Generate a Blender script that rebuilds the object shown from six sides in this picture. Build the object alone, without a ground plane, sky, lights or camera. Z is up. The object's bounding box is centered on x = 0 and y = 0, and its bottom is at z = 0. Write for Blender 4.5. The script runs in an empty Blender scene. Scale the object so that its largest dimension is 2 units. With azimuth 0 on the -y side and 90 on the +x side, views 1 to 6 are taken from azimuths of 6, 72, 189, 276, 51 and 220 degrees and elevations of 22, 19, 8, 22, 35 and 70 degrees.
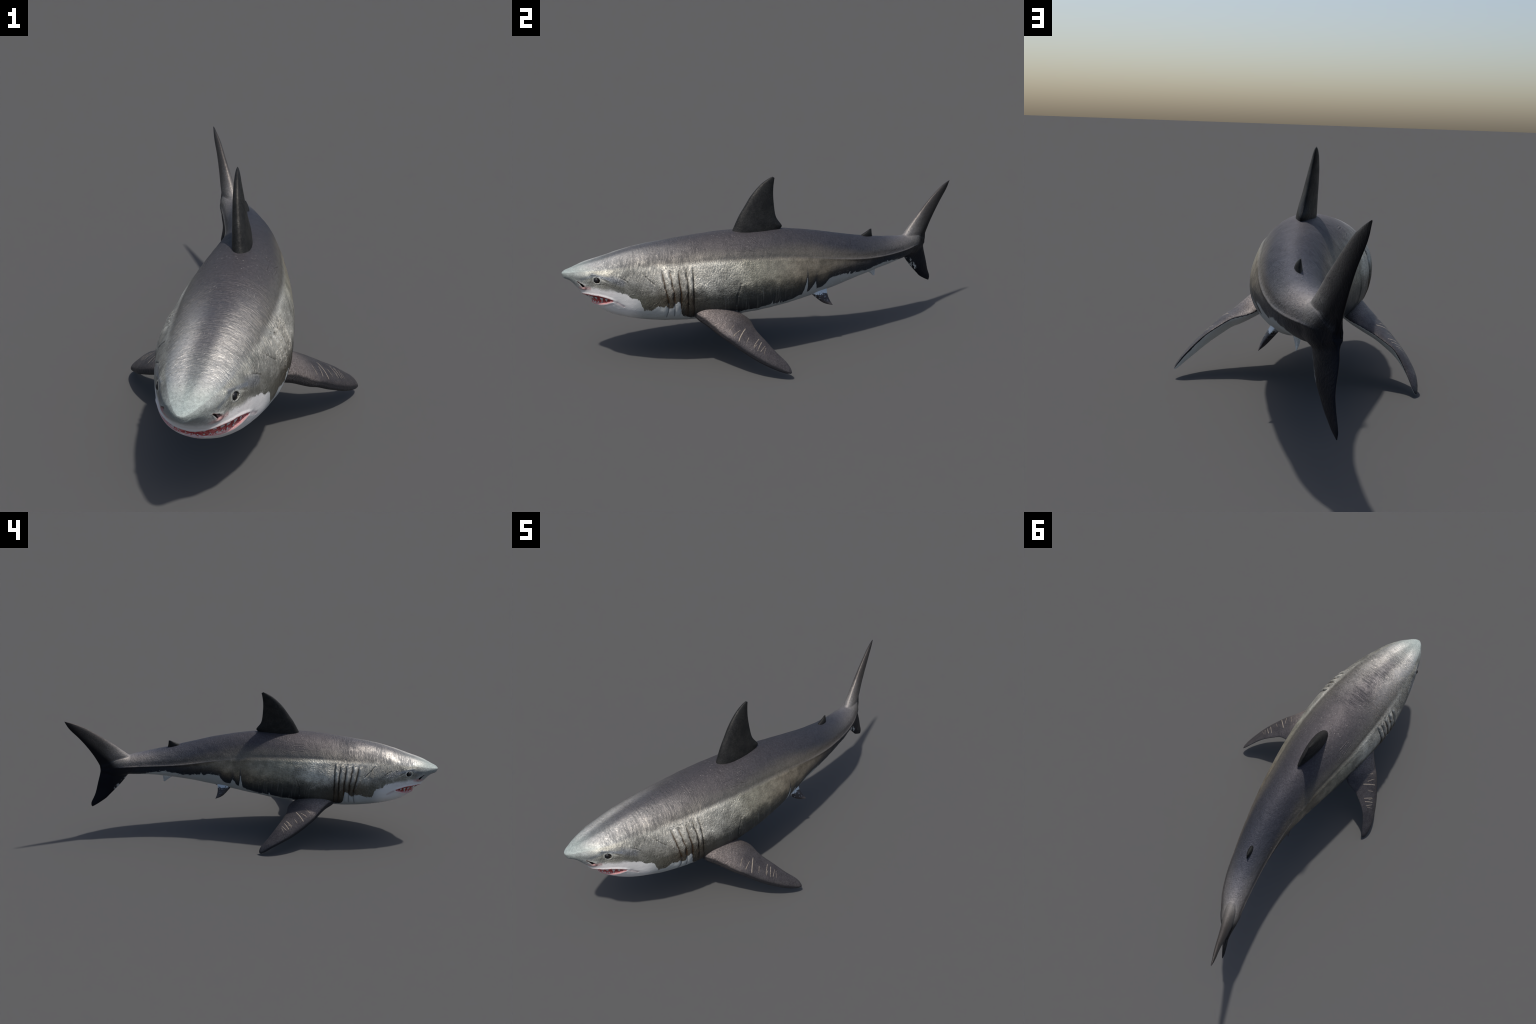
import bpy, math, random
import numpy as np

random.seed(7)
rng = np.random.default_rng(7)

# =====================================================================
#  small numeric helpers
# =====================================================================

def spline(xk, yk, x):
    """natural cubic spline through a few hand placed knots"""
    xk = np.asarray(xk, float); yk = np.asarray(yk, float); x = np.asarray(x, float)
    n = len(xk); h = np.diff(xk); A = np.eye(n); b = np.zeros(n)
    for i in range(1, n - 1):
        A[i, i-1] = h[i-1]; A[i, i] = 2 * (h[i-1] + h[i]); A[i, i+1] = h[i]
        b[i] = 6 * ((yk[i+1] - yk[i]) / h[i] - (yk[i] - yk[i-1]) / h[i-1])
    M = np.linalg.solve(A, b)
    i = np.clip(np.searchsorted(xk, x) - 1, 0, n - 2)
    d = x - xk[i]; e = xk[i+1] - x
    return (M[i]*e**3 + M[i+1]*d**3) / (6*h[i]) + (yk[i]/h[i] - M[i]*h[i]/6)*e + (yk[i+1]/h[i] - M[i+1]*h[i]/6)*d

def sstep(a, b, x):
    t = np.clip((x - a) / (b - a), 0, 1)
    return t * t * (3 - 2 * t)

def bump(x, w):
    return np.exp(-(x / w) ** 2)

def seg_dist(py, pz, ay, az, by, bz):
    """distance in the (length, height) plane to a segment, and the fraction along it"""
    dy, dz = by - ay, bz - az
    t = np.clip(((py - ay) * dy + (pz - az) * dz) / (dy*dy + dz*dz), 0, 1)
    return np.hypot(py - ay - t*dy, pz - az - t*dz), t

def smax(a, b, k):
    return np.maximum(a, b) + k / 4 * np.clip(1 - np.abs(a - b) / k, 0, None) ** 2

# smooth 3D value noise for relief in code
_lat = rng.random((32, 32, 32)) * 2 - 1
def vnoise(x, y, z):
    xi, yi, zi = np.floor(x).astype(int), np.floor(y).astype(int), np.floor(z).astype(int)
    fx, fy, fz = x - xi, y - yi, z - zi
    fx, fy, fz = (f*f*(3-2*f) for f in (fx, fy, fz))
    r = 0
    for a in (0, 1):
        for b in (0, 1):
            for c in (0, 1):
                w = (fx if a else 1-fx) * (fy if b else 1-fy) * (fz if c else 1-fz)
                r = r + w * _lat[(xi+a) % 32, (yi+b) % 32, (zi+c) % 32]
    return r

# =====================================================================
#  body profile: stations along the length (nose at y = -1, tail at +1)
# =====================================================================
Y0 = -0.999
KY = np.array([0, .05, .1, .2, .3, .42, .55, .7, .85, 1.0, 1.12, 1.22, 1.3, 1.3187, 1.3338, 1.345, 1.3565])
PROF = dict(
    zt=[.402, .4040, .4098, .4213, .4416, .4671, .5053, .5353, .5615, .5592, .5197, .4712, .4404, .4340, .4250, .4060, .3920],
    zb=[.402, .3918, .3790, .3648, .3066, .2316, .1928, .1758, .1770, .1988, .2476, .3031, .3315, .3360, .3440, .3620, .3740],
    hw=[.000, .0090, .0215, .0484, .0810, .1228, .1666, .1985, .1933, .1552, .1106, .0798, .0546, .0420, .0255, .0080, .0010],
    zw=[.402, .4004, .3992, .3984, .3939, .3827, .3656, .3519, .3514, .3568, .3712, .3791, .3865, .3870, .3870, .3860, .3850],
    fr=[.570, .599, .627, .6516, .6677, .6692, .6491, .6086, .5495, .4749, .3127, .1201, .0700, .0600, .0500, .0400, .0300],
    eu=[1.99, 2.06, 2.1287, 2.1933, 2.2302, 2.0861, 1.873, 1.8211, 1.8369, 1.786, 1.8424, 1.9534, 1.95, 1.9, 1.85, 1.8, 1.8],
    el=[1.79, 1.82, 1.956, 2.071, 2.3368, 2.5906, 2.6942, 2.6849, 2.5564, 2.1224, 1.6276, 1.9, 1.85, 1.8, 1.75, 1.75, 1.75],
    ro=[.0, .0100, .0180, .0180, .0178, .0178, .0175, .0304, .0357, .0368, .0162, .0068, 0, 0, 0, 0, 0],
)
# spine seen from above (the body swings to one side)
SPY = [-.999, -.959, -.909, -.823, -.696, -.509, -.277, .001, .255, .489, .691, .75, .795, .84, .885, .92, .96, .998]
SPX = [-.0605, -.0556, -.0498, -.0412, -.0303, -.0186, -.0119, -.0133, -.0332, -.0806, -.1500, -.1790, -.2005, -.2225, -.2430, -.2590, -.2785, -.2950]

def prof(name, y):
    return spline(KY, PROF[name], np.sqrt(np.clip(y - Y0, 0, None)))
def spine(y):
    return spline(SPY, SPX, y)
def yaw(y):
    y = np.clip(y, -.95, .99)
    return np.arctan((spine(y + .004) - spine(y - .004)) / .008)

# caudal fin outline in the (length, height) plane
def dense(z, y):
    t = np.linspace(0, 1, len(z)); q = np.linspace(0, 1, 200)
    return list(spline(t, z, q)), list(spline(t, y, q))
UL_Z, UL_Y = dense([.432, .447, .475, .505, .545, .588, .624, .641, .659, .6745], [.676, .697, .727, .757, .801, .851, .898, .924, .957, .9985])   # upper lobe, leading edge
UT_Z, UT_Y = dense([.380, .396, .434, .480, .534, .585, .630, .6705], [.8390, .8405, .8555, .878, .910, .945, .9785, .9975])                       # upper lobe, trailing edge
LL_Z, LL_Y = dense([.345, .328, .298, .258, .225, .204, .188, .172, .162, .1575], [.686, .706, .729, .7635, .797, .819, .841, .867, .886, .8965])  # lower lobe, leading edge
LT_Z, LT_Y = dense([.380, .346, .294, .232, .194, .174, .160], [.8390, .8450, .860, .878, .8955, .9015, .8985])                                    # lower lobe, trailing edge
ZF, YF = .380, .8390                                                   # the fork
TZ = [.1575, .175, .21, .26, .33, .385, .45, .50, .58, .64, .67, .6745]
TH = [.001, .0065, .0105, .0150, .0225, .0275, .0260, .0200, .0135, .0085, .0032, .001]

def y_lead(z):
    up = np.interp(z, UL_Z, UL_Y); lo = np.interp(-z, [-a for a in LL_Z], LL_Y)
    return np.where(z > .38, up, lo)
def y_trail(z):
    up = np.interp(z, UT_Z, UT_Y); lo = np.interp(-z, [-a for a in LT_Z], LT_Y)
    return np.where(z > ZF, up, lo)
def foil(u):
    u = np.clip(u, 0, 1)
    naca = (.2969*np.sqrt(u) - .1260*u - .3516*u**2 + .2843*u**3 - .1036*u**4) / .1000
    return .58 * naca / .5 * .5 + .42 * np.sqrt(4*u*(1-u))        # a fleshy foil, blunter than a wing

def h_fin(y, z):
    yl, yt = y_lead(z), y_trail(z)
    u = (y - yl) / np.maximum(yt - yl, 1e-4)
    T = np.interp(z, TZ, TH)
    h = T * foil(u)
    return np.where((u < 0) | (u > 1), -.02, h)

def half_section(y, zhi, zlo, zsplit, na, nb):
    """half cross-section from top to bottom, resampled by arc length in two runs"""
    P = {k: float(prof(k, y)) for k in ('zt', 'zb', 'hw', 'zw', 'eu', 'el')}
    c = (1 - np.cos(np.linspace(0, math.pi, 700))) / 2
    out = []
    for (a, b, n, first) in ((zhi, zsplit, na, True), (zsplit, zlo, nb, False)):
        z = a + (b - a) * c
        f = np.where(z > P['zw'], (z - P['zw']) / max(P['zt'] - P['zw'], 1e-6), (P['zw'] - z) / max(P['zw'] - P['zb'], 1e-6))
        e = np.where(z > P['zw'], P['eu'], P['el'])
        tt = .5 ** (1 / e); e2 = np.log(1 - tt**2) / np.log(tt)
        inside = np.sqrt(np.clip(1 - np.clip(f, 0, 1) ** e2, 0, None)) * P['hw']
        over = np.maximum(z - P['zt'], P['zb'] - z)
        hb = np.where(over > 0, -over * 1.5, inside)
        if y > .672:
            hb = smax(hb, h_fin(y, z), .040 * sstep(.672, .745, y) + 1e-6)
        x = np.maximum(hb, 0)
        if first: x[0] = 0
        else: x[-1] = 0
        L = np.concatenate([[0], np.cumsum(np.hypot(np.diff(x), np.diff(z)))])
        s = np.linspace(0, L[-1], n)
        if y > .69:      # crowd samples toward the thin edges of the tail
            q = np.linspace(0, 1, n); q = q**1.25 if first else 1 - (1 - q)**1.25
            s = q * L[-1]
        out.append((np.interp(s, L, x), np.interp(s, L, z)))
    return np.concatenate([out[0][0], out[1][0][1:]]), np.concatenate([out[0][1], out[1][1][1:]])

# =====================================================================
#  head features, in the unbent frame: y length, z height, x half breadth
# =====================================================================
MY = -.766                                                    # corner of the mouth
LIPA = [0, 13, 26, 34, 48, 62, 72, 80, 90]                    # bearing around the jaw (degrees)
LIPU = [.307, .312, .3200, .3230, .3230, .3205, .316, .311, .301]
LIPL = [.266, .271, .2775, .2790, .2815, .2890, .297, .3055, .301]
EYE = (-.850, .397, .110)
NOS_A, NOS_B = (-.928, .380), (-.907, .3615)
GILLS = [  # rear edge of each flap: (height, length)
    ([.452, .416, .379, .338, .295, .233], [-.583, -.577, -.571, -.563, -.556, -.562]),
    ([.453, .418, .381, .340, .304, .240], [-.548, -.545, -.540, -.533, -.531, -.530]),
    ([.454, .414, .367, .329, .267, .236], [-.513, -.512, -.507, -.503, -.505, -.504]),
    ([.457, .420, .377, .327, .249, .226], [-.481, -.479, -.475, -.475, -.472, -.471]),
    ([.460, .425, .388, .325, .247, .226], [-.453, -.451, -.451, -.450, -.448, -.447]),
]

def mouth_inside(x, y, z):
    phi = np.degrees(np.arctan2(np.abs(x), -(y - MY)))
    zu = spline(LIPA, LIPU, np.clip(phi, 0, 90)); zl = spline(LIPA, LIPL, np.clip(phi, 0, 90))
    q = np.minimum(zu - z, z - zl)
    return np.where((y < MY) & (phi < 90), q, -1.0), phi, zu, zl

def relief(x, y, z):
    """displacement along the normal, in metres"""
    ax = np.abs(x)
    d = np.zeros_like(x)
    zt, zw, fr = prof('zt', y), prof('zw', y), prof('fr', y)
    # lateral crease: a step at the front that becomes a keel behind
    u = z - (zw + fr * (zt - zw))
    front = sstep(-.66, -.50, y) * (1 - sstep(.05, .22, y))
    d += front * (.0014 * bump(u + .010, .009) - .0014 * bump(u - .007, .008))
    keel = sstep(.12, .42, y) * (1 - sstep(.72, .80, y))
    d += keel * (.0028 * bump(u + .001, .0048) - .0016 * bump(u - .014, .010) - .0016 * bump(u + .015, .011))
    # head: shoulder above the eye, shallow trough below it
    d += .0014 * bump(seg_dist(y, z, -.93, .402, -.82, .428)[0], .010) * sstep(-.97, -.93, y)
    # gill flaps: every flap swells towards its rear edge, then drops into a slit
    for gz, gy in GILLS:
        yy = np.interp(z, gz[::-1], gy[::-1]) + .0030 * vnoise(z*62, y*0+gy[0]*40, z*0)
        t = y - yy
        fade = sstep(gz[-1] - .012, gz[-1] + .012, z) * (1 - sstep(gz[0] - .024, gz[0] - .004, z))
        q = np.clip(-t / .032, 0, 1)
        flap = .0058 * np.sin(math.pi * np.clip(1 - q, 0, 1) ** 1.7) * (t < 0)
        slit = -.0042 * bump(t - .0008, .0026) - .0014 * bump(t - .0055, .0020)
        behind = -.0018 * np.exp(-np.clip(t, 0, None) / .008) * (t > 0)
        d += fade * (flap + slit + behind) * (.35 + .65 * sstep(.26, .33, z))
    # crumpled skin over the tops of the gill slits
    m = bump(y + .52, .06) * bump(z - .446, .013)
    d += m * .0036 * vnoise(y*120, z*190 + y*60, ax*60)
    # wrinkles, cracks and scars
    for (a, b, w, h) in (((-.757, .417), (-.737, .408), .002, .0020), ((-.737, .408), (-.724, .399), .002, .0022),
                         ((-.724, .399), (-.721, .383), .002, .0014), ((-.6655, .441), (-.6485, .421), .0021, .0026),
                         ((-.6485, .421), (-.6115, .388), .0021, .0026), ((-.238, .366), (-.254, .315), .0034, .0030),
                         ((-.253, .322), (-.257, .268), .0036, .0045), ((-.765, .301), (-.74, .285), .005, .0012),
                         ((-.85, .378), (-.823, .381), .003, .0012), ((-.83, .405), (-.803, .393), .003, .0012)):
        dd, t = seg_dist(y, z, a[0], a[1], b[0], b[1])
        d -= h * bump(dd, w) * (ax > .03)
        d += .12 * h * bump(dd - 2.6*w, 1.8*w) * (ax > .03)
    # soft folds down the lower flank
    d += .0011 * vnoise(y*48, z*6, ax*4) * sstep(-.32, -.24, y) * (1 - sstep(-.02, .06, y)) * sstep(.37, .30, z)
    # overall unevenness
    d += .0008 * vnoise(x*30, y*30, z*30) + .0004 * vnoise(x*75+9, y*75, z*75)
    # eye socket with a raised lid
    e = np.hypot((y - EYE[0]) * .93, z - EYE[1])
    lid = (ax > .05)
    d += lid * (.0014 * bump(e - .0150, .0032) - .0080 * (1 - sstep(.0088, .0124, e)))
    d += lid * .0022 * bump(seg_dist(y, z, -.875, .4205, -.845, .4185)[0], .0040)
    # nostril slit
    nd, t = seg_dist(y, z, *NOS_A, *NOS_B)
    nd = nd / (.30 + .95 * t)
    d += (ax > .02) * (-.0105 * (1 - sstep(.0018, .0050, nd)) + .0016 * bump(nd - .0085, .003))
    # jaws: gape with swollen lips
    q, phi, zu, zl = mouth_inside(x, y, z)
    gape = sstep(0, .0045, q)
    near = (y < MY + .004) & (z < .360) & (z > .245)
    lipu = bump(z - zu - .0055, .0050) * near * (1 - sstep(78, 90, phi))
    lipl = bump(z - zl + .0060, .0055) * near * (1 - sstep(78, 90, phi))
    d += .0030 * lipu + .0024 * lipl
    d -= .0135 * gape
    return d

# =====================================================================
#  body mesh: rings along the length, then the two lobes of the tail
# =====================================================================
NA, NB = 96, 96                     # half ring: top run and bottom run
M = NA + NB - 1
IP = NA - 1                         # column of the equator and of the fork

ys = [Y0 + s*s for s in np.arange(.022, .21, .0075)]
y = ys[-1]
while y < YF - .004:
    y += .00145 if y < -.72 else (.0016 if y < -.42 else (.0034 if y < .66 else .0026))
    ys.append(y)
ys = [v for v in ys if v < YF - .0008] + [YF]
NR = len(ys)

def top_z(y):
    t = float(prof('zt', min(y, .83)))
    if y > .69: t = max(t if y < .80 else 0, float(np.interp(y, UL_Y, UL_Z)))
    return t
def bot_z(y):
    b = float(prof('zb', min(y, .83)))
    if y > .69: b = min(b if y < .80 else 9, float(np.interp(y, LL_Y, LL_Z)))
    return b

X = np.zeros((NR, M)); Z = np.zeros((NR, M)); Yg = np.repeat(np.array(ys)[:, None], M, 1)
for i, yy in enumerate(ys):
    w = float(sstep(.66, .80, yy))
    zs = float(prof('zw', yy)) * (1 - w) + ZF * w
    X[i], Z[i] = half_section(yy, top_z(yy), bot_z(yy), zs, NA, NB)
X[-1, IP] = 0

def place(xl, y, zl):
    """from the unbent frame into the swinging pose"""
    ro = prof('ro', np.minimum(y, .84)) * (1 - sstep(.7, .84, y)); zw = prof('zw', np.minimum(y, .84))
    dz = zl - zw
    tw = .015 * sstep(.35, .24, zl) * sstep(.69, .73, y)
    l = xl*np.cos(ro) - dz*np.sin(ro); th = yaw(y)          # sections stand square to the spine
    return np.stack([spine(y) + tw + l*np.cos(th), y - l*np.sin(th), zw + xl*np.sin(ro) + dz*np.cos(ro)], -1)

verts_local = []          # (x, y, z) unbent, signed x
faces = []
def add(v):
    verts_local.append(v); return len(verts_local) - 1

idL = np.zeros((NR, M), int); idR = np.zeros((NR, M), int)
for i in range(NR):
    for j in range(M):
        idL[i, j] = add((X[i, j], ys[i], Z[i, j]))
        shared = j in (0, M - 1) or (i == NR - 1 and j == IP)
        idR[i, j] = idL[i, j] if shared else add((-X[i, j], ys[i], Z[i, j]))

def stitch(a, L, R):
    """quads between consecutive rings; a is a list of ring index arrays"""
    for i in range(len(L) - 1):
        n = len(L[i])
        for j in range(n - 1):
            faces.append((L[i][j], L[i][j+1], L[i+1][j+1], L[i+1][j]))
            faces.append((R[i][j+1], R[i][j], R[i+1][j], R[i+1][j+1]))
stitch(None, [r for r in idL], [r for r in idR])
nose = add((0, Y0, .402))
for j in range(M - 1):
    faces.append((nose, idL[0, j+1], idL[0, j])); faces.append((nose, idR[0, j], idR[0, j+1]))

def lobe(yend, lead_y, lead_z, trail_y, trail_z, upper):
    cols = range(0, IP + 1) if upper else range(IP, M)
    L = [np.array([idL[-1, j] for j in cols])]; R = [np.array([idR[-1, j] for j in cols])]
    n = len(L[0])
    for t in np.linspace(0, 1, 64)[1:-1]:
        yy = YF + (yend - YF) * (1 - (1 - t) ** 1.3)
        za = float(np.interp(yy, lead_y, lead_z)); zb = float(np.interp(yy, trail_y, trail_z))
        top, bot = (za, zb) if upper else (zb, za)
        z = top + (bot - top) * (1 - np.cos(np.linspace(0, math.pi, 500))) / 2
        h = np.maximum(h_fin(yy, z), 0); h[0] = 0; h[-1] = 0
        s = np.concatenate([[0], np.cumsum(np.hypot(np.diff(h), np.diff(z)))])
        q = np.linspace(0, 1, n); q = q**1.25 if upper else 1 - (1 - q)**1.25
        xs, zs = np.interp(q*s[-1], s, h), np.interp(q*s[-1], s, z)
        l, r = [], []
        for k in range(n):
            a = add((xs[k], yy, zs[k])); l.append(a)
            r.append(a if k in (0, n-1) else add((-xs[k], yy, zs[k])))
        L.append(np.array(l)); R.append(np.array(r))
    stitch(None, L, R)
    tip = add((0, yend, float(np.interp(yend, lead_y, lead_z)) * .5 + .5 * float(np.interp(yend, trail_y, trail_z))))
    for k in range(n - 1):
        faces.append((tip, L[-1][k], L[-1][k+1])); faces.append((tip, R[-1][k+1], R[-1][k]))
lobe(.9985, UL_Y, UL_Z, UT_Y, UT_Z, True)
k = int(np.argmax(LT_Y))
lobe(LT_Y[k] - .0003, LL_Y + [LT_Y[k]], LL_Z + [.166], LT_Y[:k+1], LT_Z[:k+1], False)

VL = np.array(verts_local)

def vertex_normals(P, faces):
    N = np.zeros_like(P)
    q = np.array([f if len(f) == 4 else (f[0], f[1], f[2], f[2]) for f in faces])
    n = np.cross(P[q[:, 2]] - P[q[:, 0]], P[q[:, 3]] - P[q[:, 1]])
    t = np.array([len(f) == 3 for f in faces])
    n[t] = np.cross(P[q[t, 1]] - P[q[t, 0]], P[q[t, 2]] - P[q[t, 0]])
    for k in range(4):
        m = slice(None) if k < 3 else ~t
        np.add.at(N, q[m, k], n[m])
    return N / np.maximum(np.linalg.norm(N, axis=1), 1e-12)[:, None]

N0 = vertex_normals(VL, faces)
D = relief(VL[:, 0], VL[:, 1], VL[:, 2])
D *= 1 - sstep(.80, .86, VL[:, 1])
D *= sstep(-.999, -.985, VL[:, 1])
VL2 = VL + N0 * D[:, None]
mid = np.abs(VL[:, 0]) < 1e-9
VL2[mid, 0] = 0
P = place(VL2[:, 0], VL2[:, 1], VL2[:, 2])
NRM = vertex_normals(P, faces)
if (NRM[:, 2] * (P[:, 2] - .38))[np.abs(P[:, 2] - .38) > .08].sum() < 0:
    faces = [f[::-1] for f in faces]; NRM = -NRM

# =====================================================================
#  node helpers: write a material as arithmetic on sockets
# =====================================================================
class S:
    """a value socket with arithmetic"""
    def __init__(self, g, s): self.g, self.s = g, s
    def _m(self, op, *o):
        n = self.g.nt.nodes.new('ShaderNodeMath'); n.operation = op
        for k, v in enumerate((self,) + o):
            if isinstance(v, S): self.g.nt.links.new(v.s, n.inputs[k])
            else: n.inputs[k].default_value = v
        return S(self.g, n.outputs[0])
    def __add__(a, b): return a._m('ADD', b)
    __radd__ = __add__
    def __sub__(a, b): return a._m('SUBTRACT', b)
    def __rsub__(a, b): return (a * -1.0) + b
    def __mul__(a, b): return a._m('MULTIPLY', b)
    __rmul__ = __mul__
    def __truediv__(a, b): return a._m('DIVIDE', b)
    def abs(a): return a._m('ABSOLUTE')
    def pow(a, b): return a._m('POWER', b)
    def max(a, b): return a._m('MAXIMUM', b)
    def min(a, b): return a._m('MINIMUM', b)
    def sqrt(a): return a._m('SQRT')
    def sin(a): return a._m('SINE')
    def step(a, lo, hi, out=(0, 1)):
        n = a.g.nt.nodes.new('ShaderNodeMapRange'); n.interpolation_type = 'SMOOTHSTEP'
        a.g.nt.links.new(a.s, n.inputs[0])
        flip = lo > hi
        vals = (hi, lo, out[1], out[0]) if flip else (lo, hi, out[0], out[1])
        for k, v in enumerate(vals): n.inputs[1 + k].default_value = v
        return S(a.g, n.outputs[0])
    def curve(a, pts, lo, hi, vector=False):
        """float curve over a physical range; pts are (position, value)"""
        n = a.g.nt.nodes.new('ShaderNodeFloatCurve')
        v = [p[1] for p in pts]; v0, v1 = min(v), max(v); v1 = v1 if v1 > v0 else v0 + 1e-6
        c = n.mapping.curves[0]
        while len(c.points) < len(pts): c.points.new(.5, .5)
        for p, q in zip(c.points, pts):
            p.location = ((q[0] - lo) / (hi - lo), (q[1] - v0) / (v1 - v0))
            p.handle_type = 'VECTOR' if vector else 'AUTO_CLAMPED'
        n.mapping.update()
        t = (a - lo) * (1 / (hi - lo))
        a.g.nt.links.new(t.s, n.inputs['Value'])
        return S(a.g, n.outputs[0]) * (v1 - v0) + v0
    def ramp(a, stops, lo=0., hi=1.):
        n = a.g.nt.nodes.new('ShaderNodeValToRGB')
        t = (a - lo) * (1 / (hi - lo)) if (lo, hi) != (0., 1.) else a
        a.g.nt.links.new(t.s, n.inputs[0])
        e = n.color_ramp.elements
        while len(e) < len(stops): e.new(.5)
        for k, (p, c) in enumerate(stops):
            e[k].position = (p - lo) / (hi - lo); e[k].color = (*c, 1)
        return n.outputs[0]

class G:
    def __init__(self, name):
        self.mat = bpy.data.materials.new(name); self.mat.use_nodes = True
        self.nt = self.mat.node_tree; self.nt.nodes.clear()
        self.out = self.nt.nodes.new('ShaderNodeOutputMaterial')
        self.b = self.nt.nodes.new('ShaderNodeBsdfPrincipled')
        self.nt.links.new(self.b.outputs[0], self.out.inputs[0])
        tc = self.nt.nodes.new('ShaderNodeTexCoord'); self.obj = tc.outputs['Object']
        sx = self.nt.nodes.new('ShaderNodeSeparateXYZ'); self.nt.links.new(self.obj, sx.inputs[0])
        self.x, self.y, self.z = (S(self, o) for o in sx.outputs)
    def vec(self, x, y, z):
        n = self.nt.nodes.new('ShaderNodeCombineXYZ')
        for k, v in enumerate((x, y, z)):
            if isinstance(v, S): self.nt.links.new(v.s, n.inputs[k])
            else: n.inputs[k].default_value = v
        return n.outputs[0]
    def noise(self, scale, detail=2., rough=.55, vec=None, dist=0.):
        n = self.nt.nodes.new('ShaderNodeTexNoise')
        n.inputs['Scale'].default_value = scale; n.inputs['Detail'].default_value = detail
        n.inputs['Roughness'].default_value = rough; n.inputs['Distortion'].default_value = dist
        self.nt.links.new(vec if vec is not None else self.obj, n.inputs['Vector'])
        return S(self, n.outputs[0])
    def voronoi(self, scale, vec=None, feature='F1'):
        n = self.nt.nodes.new('ShaderNodeTexVoronoi'); n.feature = feature
        n.inputs['Scale'].default_value = scale
        self.nt.links.new(vec if vec is not None else self.obj, n.inputs['Vector'])
        return S(self, n.outputs[0])
    def mix(self, f, a, b, mode='MIX'):
        n = self.nt.nodes.new('ShaderNodeMix'); n.data_type = 'RGBA'; n.blend_type = mode
        for k, v in ((0, f), (6, a), (7, b)):
            if isinstance(v, S): self.nt.links.new(v.s, n.inputs[k])
            elif isinstance(v, (tuple, list)): n.inputs[k].default_value = (*v, 1)
            elif isinstance(v, (int, float)): n.inputs[k].default_value = v
            else: self.nt.links.new(v, n.inputs[k])
        return n.outputs[2]
    def tint(self, col, f):
        """multiply a colour by a value"""
        n = self.nt.nodes.new('ShaderNodeVectorMath'); n.operation = 'SCALE'
        self.nt.links.new(col, n.inputs[0])
        if isinstance(f, S): self.nt.links.new(f.s, n.inputs['Scale'])
        else: n.inputs['Scale'].default_value = f
        return n.outputs[0]
    def normal_z(self):
        n = self.nt.nodes.new('ShaderNodeNewGeometry')
        s = self.nt.nodes.new('ShaderNodeSeparateXYZ'); self.nt.links.new(n.outputs['Normal'], s.inputs[0])
        return [S(self, o) for o in s.outputs]
    def capsule(self, u, v, a, b):
        """distance to a segment in the (u, v) plane"""
        dy, dz = b[0] - a[0], b[1] - a[1]; L = dy*dy + dz*dz
        pu, pv = u - a[0], v - a[1]
        t = ((pu * dy + pv * dz) * (1 / L)).max(0.).min(1.)
        eu, ev = pu - t * dy, pv - t * dz
        return (eu*eu + ev*ev).sqrt()
    def finish(self, col, rough, bumps=(), spec=.5, **kw):
        nt = self.nt
        if isinstance(col, (tuple, list)): self.b.inputs['Base Color'].default_value = (*col, 1)
        else: nt.links.new(col, self.b.inputs['Base Color'])
        if isinstance(rough, S): nt.links.new(rough.s, self.b.inputs['Roughness'])
        else: self.b.inputs['Roughness'].default_value = rough
        if isinstance(spec, S): nt.links.new(spec.s, self.b.inputs['Specular IOR Level'])
        else: self.b.inputs['Specular IOR Level'].default_value = spec
        for k, v in kw.items():
            if isinstance(v, S): nt.links.new(v.s, self.b.inputs[k])
            else: self.b.inputs[k].default_value = v
        if bumps:
            h = bumps
            n = nt.nodes.new('ShaderNodeBump'); n.inputs['Strength'].default_value = 1.0
            n.inputs['Distance'].default_value = 1.0
            nt.links.new(h.s, n.inputs['Height']); nt.links.new(n.outputs[0], self.b.inputs['Normal'])
        return self.mat

def knots(name):
    return [(Y0 + s*s, v) for s, v in zip(KY, PROF[name])]

def body_frame(g):
    """unbent coordinates from the position: undo the swing and the roll of the spine"""
    cx = g.y.curve(list(zip(SPY, SPX)), -1, 1)
    slope = g.y.curve([(float(v), float(math.tan(yaw(v)))) for v in np.linspace(-.98, .98, 22)], -1, 1)
    dx = g.x - cx
    y = g.y + dx * slope / (slope * slope + 1.0)
    l = dx / (slope * slope + 1.0).sqrt()
    ro = y.curve(knots('ro'), -1, 1); zw = y.curve(knots('zw'), -1, 1)
    ax = (l + ro * (g.z - zw)).abs()
    zl = g.z - ro * l
    zt = y.curve(knots('zt'), -1, 1); zb = y.curve(knots('zb'), -1, 1)
    return ax, y, zl, zt, zw, zb

# height of the edge between dark flank and white belly
BELLY = [(-1, .330), (-.97, .335), (-.934, .340), (-.914, .342), (-.886, .353), (-.856, .360), (-.826, .354), (-.797, .357), (-.762, .352), (-.738, .347),
         (-.721, .340), (-.711, .328), (-.679, .321), (-.665, .298), (-.656, .272), (-.638, .272), (-.614, .281), (-.59, .289), (-.562, .291), (-.554, .281),
         (-.535, .287), (-.522, .303), (-.506, .310), (-.500, .252), (-.483, .230), (-.452, .224), (-.426, .217), (-.40, .212), (-.30, .222), (-.262, .231),
         (-.226, .223), (-.202, .233), (-.16, .228), (-.128, .235), (-.092, .239), (-.035, .240), (.027, .250), (.068, .268), (.098, .274), (.127, .292),
         (.157, .285), (.19, .299), (.204, .332), (.227, .336), (.274, .340), (.31, .333), (.369, .331), (.40, .331), (.472, .347), (.537, .355),
         (.582, .351), (.632, .339), (.69, .31), (.74, .28), (1, .1)]

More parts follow.
